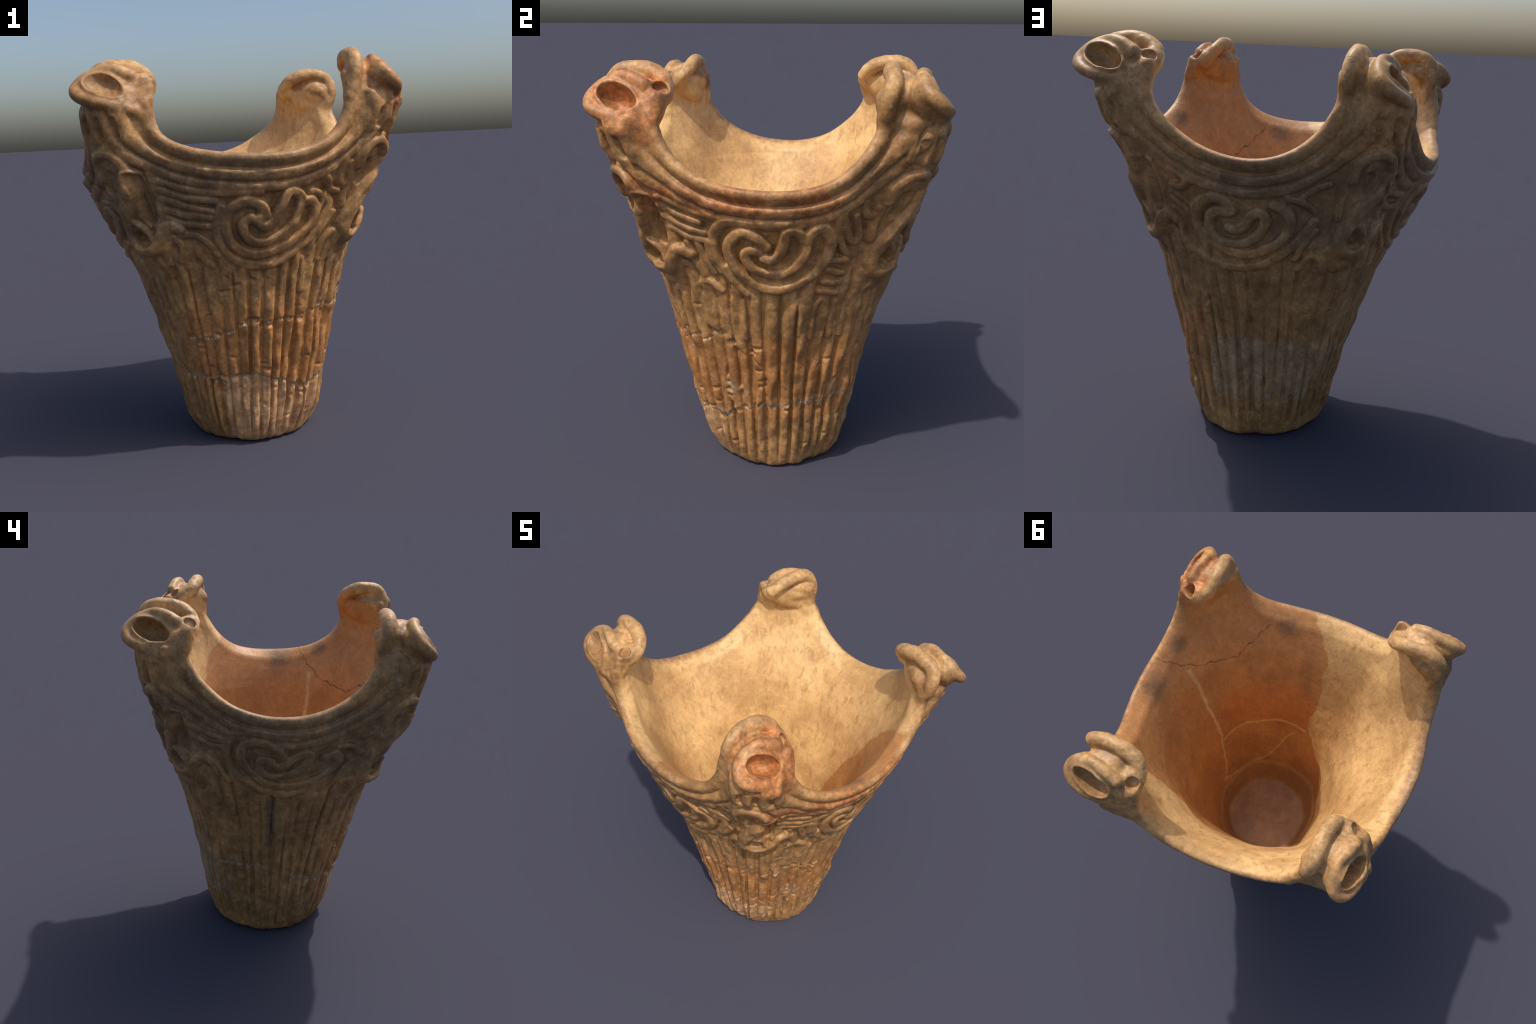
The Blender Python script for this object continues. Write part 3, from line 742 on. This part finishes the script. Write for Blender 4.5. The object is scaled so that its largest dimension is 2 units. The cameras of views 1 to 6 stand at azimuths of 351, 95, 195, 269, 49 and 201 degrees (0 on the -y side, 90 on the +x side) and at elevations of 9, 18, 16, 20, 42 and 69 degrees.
def inside_colour(n):
    big, mid = n.noise(3.2, 5, .6), n.noise(11, 5, .62, shift=(2, 2, 2))
    scratch = n.noise(26, 4, .6, stretch=(1, 1, .18), dist=.5)
    wipe = n.noise(20, 4, .6, stretch=(.35, .35, 2.2))
    tan = n.mix(n.step(big, .35, .65), (.53, .312, .125), (.73, .465, .200))
    tan = n.mix(n.math("MULTIPLY", n.step(scratch, .52, .70), .55), tan, (.33, .18, .072))
    tan = n.mix(n.math("MULTIPLY", n.step(wipe, .56, .74), .3), tan, (.76, .50, .235))
    rust = n.mix(n.step(big, .34, .64), (.40, .180, .062), (.53, .245, .082))
    rust = n.mix(n.math("MULTIPLY", n.step(mid, .5, .7), .55), rust, (.43, .245, .105))
    hot = n.AND(n.turn(22, 22, 52), n.AND(n.step(n.z, .62, .85), n.step(n.z, 1.2, 1.0)))
    rust = n.mix(n.math("MULTIPLY", n.fade(hot, mid, .2, 1.0, .4), .5), rust, (.50, .15, .035))
    rust = n.mix(n.math("MULTIPLY", grit(n, 44, .22), .7), rust, (.56, .37, .19))
    rust = n.mix(n.math("MULTIPLY", n.step(n.noise(38, 4, .65), .6, .75), .5), rust, (.20, .09, .035))
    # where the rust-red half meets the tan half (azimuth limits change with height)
    jit = n.math("MULTIPLY", n.math("SUBTRACT", n.noise(7, 5, .65, shift=(9, 0, 0)), .5), 9)
    jit = n.math("ADD", jit, n.math("MULTIPLY", n.math("SUBTRACT", n.noise(30, 4, .7, shift=(4, 0, 0)), .5), 5))
    az = n.math("ADD", n.az, jit)
    lo = n.curve(n.z, 0, 2, [(0, -180), (.28, -180), (.40, -70), (.6, -26), (.8, -10), (1.1, -13), (1.36, -8), (1.56, 4), (2, 12)])
    hi = n.curve(n.z, 0, 2, [(0, 180), (.36, 180), (.8, 166), (1.0, 158), (1.1, 150), (1.25, 140), (1.45, 132), (1.6, 118), (2, 112)])
    m = n.AND(n.step(n.math("SUBTRACT", az, lo), -.6, .8), n.step(n.math("SUBTRACT", hi, az), -.6, .8))
    col = n.mix(m, tan, rust)
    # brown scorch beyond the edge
    sc = n.fade(n.AND(n.turn(345, 12, 32), n.AND(n.step(n.z, .85, 1.1), n.step(n.z, 1.6, 1.35))), n.noise(16, 5, .7), .45, 1.0, .7)
    col = n.mix(n.math("MULTIPLY", sc, .42), col, (.25, .13, .045))
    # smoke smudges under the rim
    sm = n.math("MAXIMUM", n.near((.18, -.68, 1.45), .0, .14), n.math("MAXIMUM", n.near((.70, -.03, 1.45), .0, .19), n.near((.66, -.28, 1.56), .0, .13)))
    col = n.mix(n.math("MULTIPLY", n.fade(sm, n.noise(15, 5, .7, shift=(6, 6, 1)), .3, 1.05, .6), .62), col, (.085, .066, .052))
    # pale filler in the joins and one dark hairline crack
    wob = n.math("MULTIPLY", n.math("SUBTRACT", n.noise(22, 4, .7, shift=(0, 6, 0)), .5), 1)
    seam = n.curve(n.z, .3, 1.45, [(.3, 90), (.42, 79), (.51, 74), (.76, 67), (1.07, 68), (1.28, 68), (1.39, 69), (1.45, 71)])
    d1 = n.math("ABSOLUTE", n.math("SUBTRACT", n.math("ADD", n.az, n.math("MULTIPLY", wob, 5)), seam))
    s1 = n.AND(n.step(d1, 1.6, .8), n.AND(n.step(n.z, .32, .36), n.step(n.z, 1.42, 1.38)))
    ring = n.curve(n.az, -10, 70, [(-10, .76), (9, .775), (22, .77), (38, .74), (53, .72), (70, .70)])
    d2 = n.math("ABSOLUTE", n.math("SUBTRACT", n.math("ADD", n.z, n.math("MULTIPLY", wob, .04)), ring))
    s2 = n.AND(n.step(d2, .013, .006), n.turn(30, 38, 41))
    low = n.curve(n.az, 0, 84, [(0, .70), (8, .62), (16, .50), (30, .37), (52, .28), (84, .37)])
    d3 = n.math("ABSOLUTE", n.math("SUBTRACT", n.math("ADD", n.z, n.math("MULTIPLY", wob, .06)), low))
    s3 = n.AND(n.step(d3, .018, .008), n.turn(42, 40, 44))
    col = n.mix(n.math("MULTIPLY", n.math("MAXIMUM", s1, n.math("MAXIMUM", s2, s3)), .9), col, (.60, .38, .18))
    crack = n.curve(n.az, 20, 90, [(20, 1.49), (24, 1.47), (30, 1.41), (41, 1.33), (61, 1.37), (71, 1.45), (78, 1.55), (84, 1.62), (90, 1.64)])
    d4 = n.math("ABSOLUTE", n.math("SUBTRACT", n.math("ADD", n.z, n.math("MULTIPLY", wob, .06)), crack))
    col = n.mix(n.math("MULTIPLY", n.AND(n.step(d4, .0045, .001), n.turn(54, 28, 34)), .8), col, (.04, .028, .02))
    # sooty paler clay ring around the floor
    bed = n.fade(n.AND(n.step(n.z, .36, .28), n.step(n.z, .12, .16)), n.noise(12, 4, .6, stretch=(1, 1, 2)), .45, .8, .5)
    col = n.mix(n.math("MULTIPLY", bed, .6), col, (.34, .20, .10))
    col = n.mix(n.step(n.z, .145, .118), col, n.mix(n.step(n.noise(6, 5, .6), .35, .7), (.33, .165, .072), (.42, .23, .108)))
    pale = n.fade(n.AND(n.step(n.z, 1.72, 1.9), .5), mid, .4, .7, .4)
    col = n.mix(n.math("MULTIPLY", pale, .5), col, (.44, .27, .125))
    fine = n.noise(55, 4, .6, stretch=(1, 1, .14), dist=.3)
    col = n.mix(n.math("MULTIPLY", n.step(fine, .50, .68), .22), col, (.55, .48, .42), "MULTIPLY")
    return mottle(n, col, .42)

def fired_clay(name, pale=False):
    n = Nodes(name)
    # the middle of the wall parts the smoothed inside from the weathered outside
    xo = n.math("SUBTRACT", n.x, n.curve(n.z, 0, 2, [(0, .05), (.2, .04), (.6, .028), (1.0, .004), (2, 0)]))
    rad = n.math("SQRT", n.math("ADD", n.math("POWER", xo, 2), n.math("POWER", n.y, 2)))
    half = n.curve(n.z, 0, 2.1, [(0, .26), (.07, .30), (.2, .338), (.4, .379), (.6, .420), (.8, .468), (1.0, .532), (1.15, .590), (1.3, .652), (1.4, .698), (1.48, .738),
                               (1.53, .760), (1.6, .782), (1.66, .796), (1.75, .80), (1.82, .76), (1.90, .68), (1.98, .60), (2.1, .5)])
    rough = n.noise(24, 4, .6, shift=(3, 3, 3))
    edge = n.math("ADD", n.math("SUBTRACT", rad, half), n.math("MULTIPLY", n.math("SUBTRACT", rough, .5), .03))
    out = n.step(edge, -.010, .016)
    outer = n.step(edge, .004, .032)
    n.put(n.bsdf.inputs["Base Color"], n.mix(out, inside_colour(n), outside_colour(n, outer, pale)))
    n.put(n.bsdf.inputs["Roughness"], n.node("ShaderNodeMapRange", {"Value": rough, "To Min": .38, "To Max": .60}).outputs[0])
    n.bsdf.inputs["Specular IOR Level"].default_value = .42
    n.grain(.34)
    return n.mat

def seam_filler():
    n = Nodes("mending_filler")
    n.put(n.bsdf.inputs["Base Color"], n.mix(n.step(n.noise(18, 4, .6), .35, .65), (.36, .245, .14), (.62, .47, .31)))
    n.bsdf.inputs["Roughness"].default_value = .7
    n.grain(.3)
    return n.mat

CLAY, PALE, SEAM = fired_clay("fired_clay"), fired_clay("pale_fired_clay", True), seam_filler()

# ------------------------------------------------------------------ objects
root = bpy.data.objects.new("clay_vessel", None)
bpy.context.scene.collection.objects.link(root)
root["label"] = "tall fired clay pot with four peaked crown and coil relief"
root["category"] = "ancient pottery"
groups = {}
def build(sel, name, parent, mat):
    f = Q[sel]
    used, inv = np.unique(f, return_inverse=True)
    me = bpy.data.meshes.new(name)
    me.vertices.add(len(used)); me.vertices.foreach_set("co", V[used].ravel().astype(np.float32))
    nf = len(f)
    me.loops.add(nf * 4); me.loops.foreach_set("vertex_index", inv.ravel().astype(np.int32))
    me.polygons.add(nf)
    me.polygons.foreach_set("loop_start", np.arange(0, nf * 4, 4, dtype=np.int32))
    me.update(calc_edges=True)
    me.polygons.foreach_set("use_smooth", np.ones(nf, bool))
    me.normals_split_custom_set_from_vertices(VN[used].tolist())
    me.materials.append(mat)
    ob = bpy.data.objects.new(name, me)
    bpy.context.scene.collection.objects.link(ob)
    ob.parent = parent
    return ob
labels, inv = np.unique(part.astype(str), return_inverse=True)
order = np.argsort(inv, kind="stable"); bounds = np.searchsorted(inv[order], np.arange(len(labels) + 1))
heads_ob = {}
for i, lb in enumerate(labels):
    sel = order[bounds[i]:bounds[i + 1]]
    if lb.startswith("peak|"):
        _, k, nm = lb.split("|")
        if nm == "neck":
            heads_ob[k] = build(sel, "peak", root, CLAY)
for i, lb in enumerate(labels):
    sel = order[bounds[i]:bounds[i + 1]]
    if lb.startswith("peak|"):
        _, k, nm = lb.split("|")
        if nm != "neck":
            build(sel, nm, heads_ob[k], CLAY)
    elif lb.startswith("coil|"):
        build(sel, lb.split("|")[2], root, CLAY)
    else:
        build(sel, lb, root, {"refitted_foot": PALE, "mending_seam": SEAM}.get(lb, CLAY))
print("done", time.time() - T0, V.min(0), V.max(0))
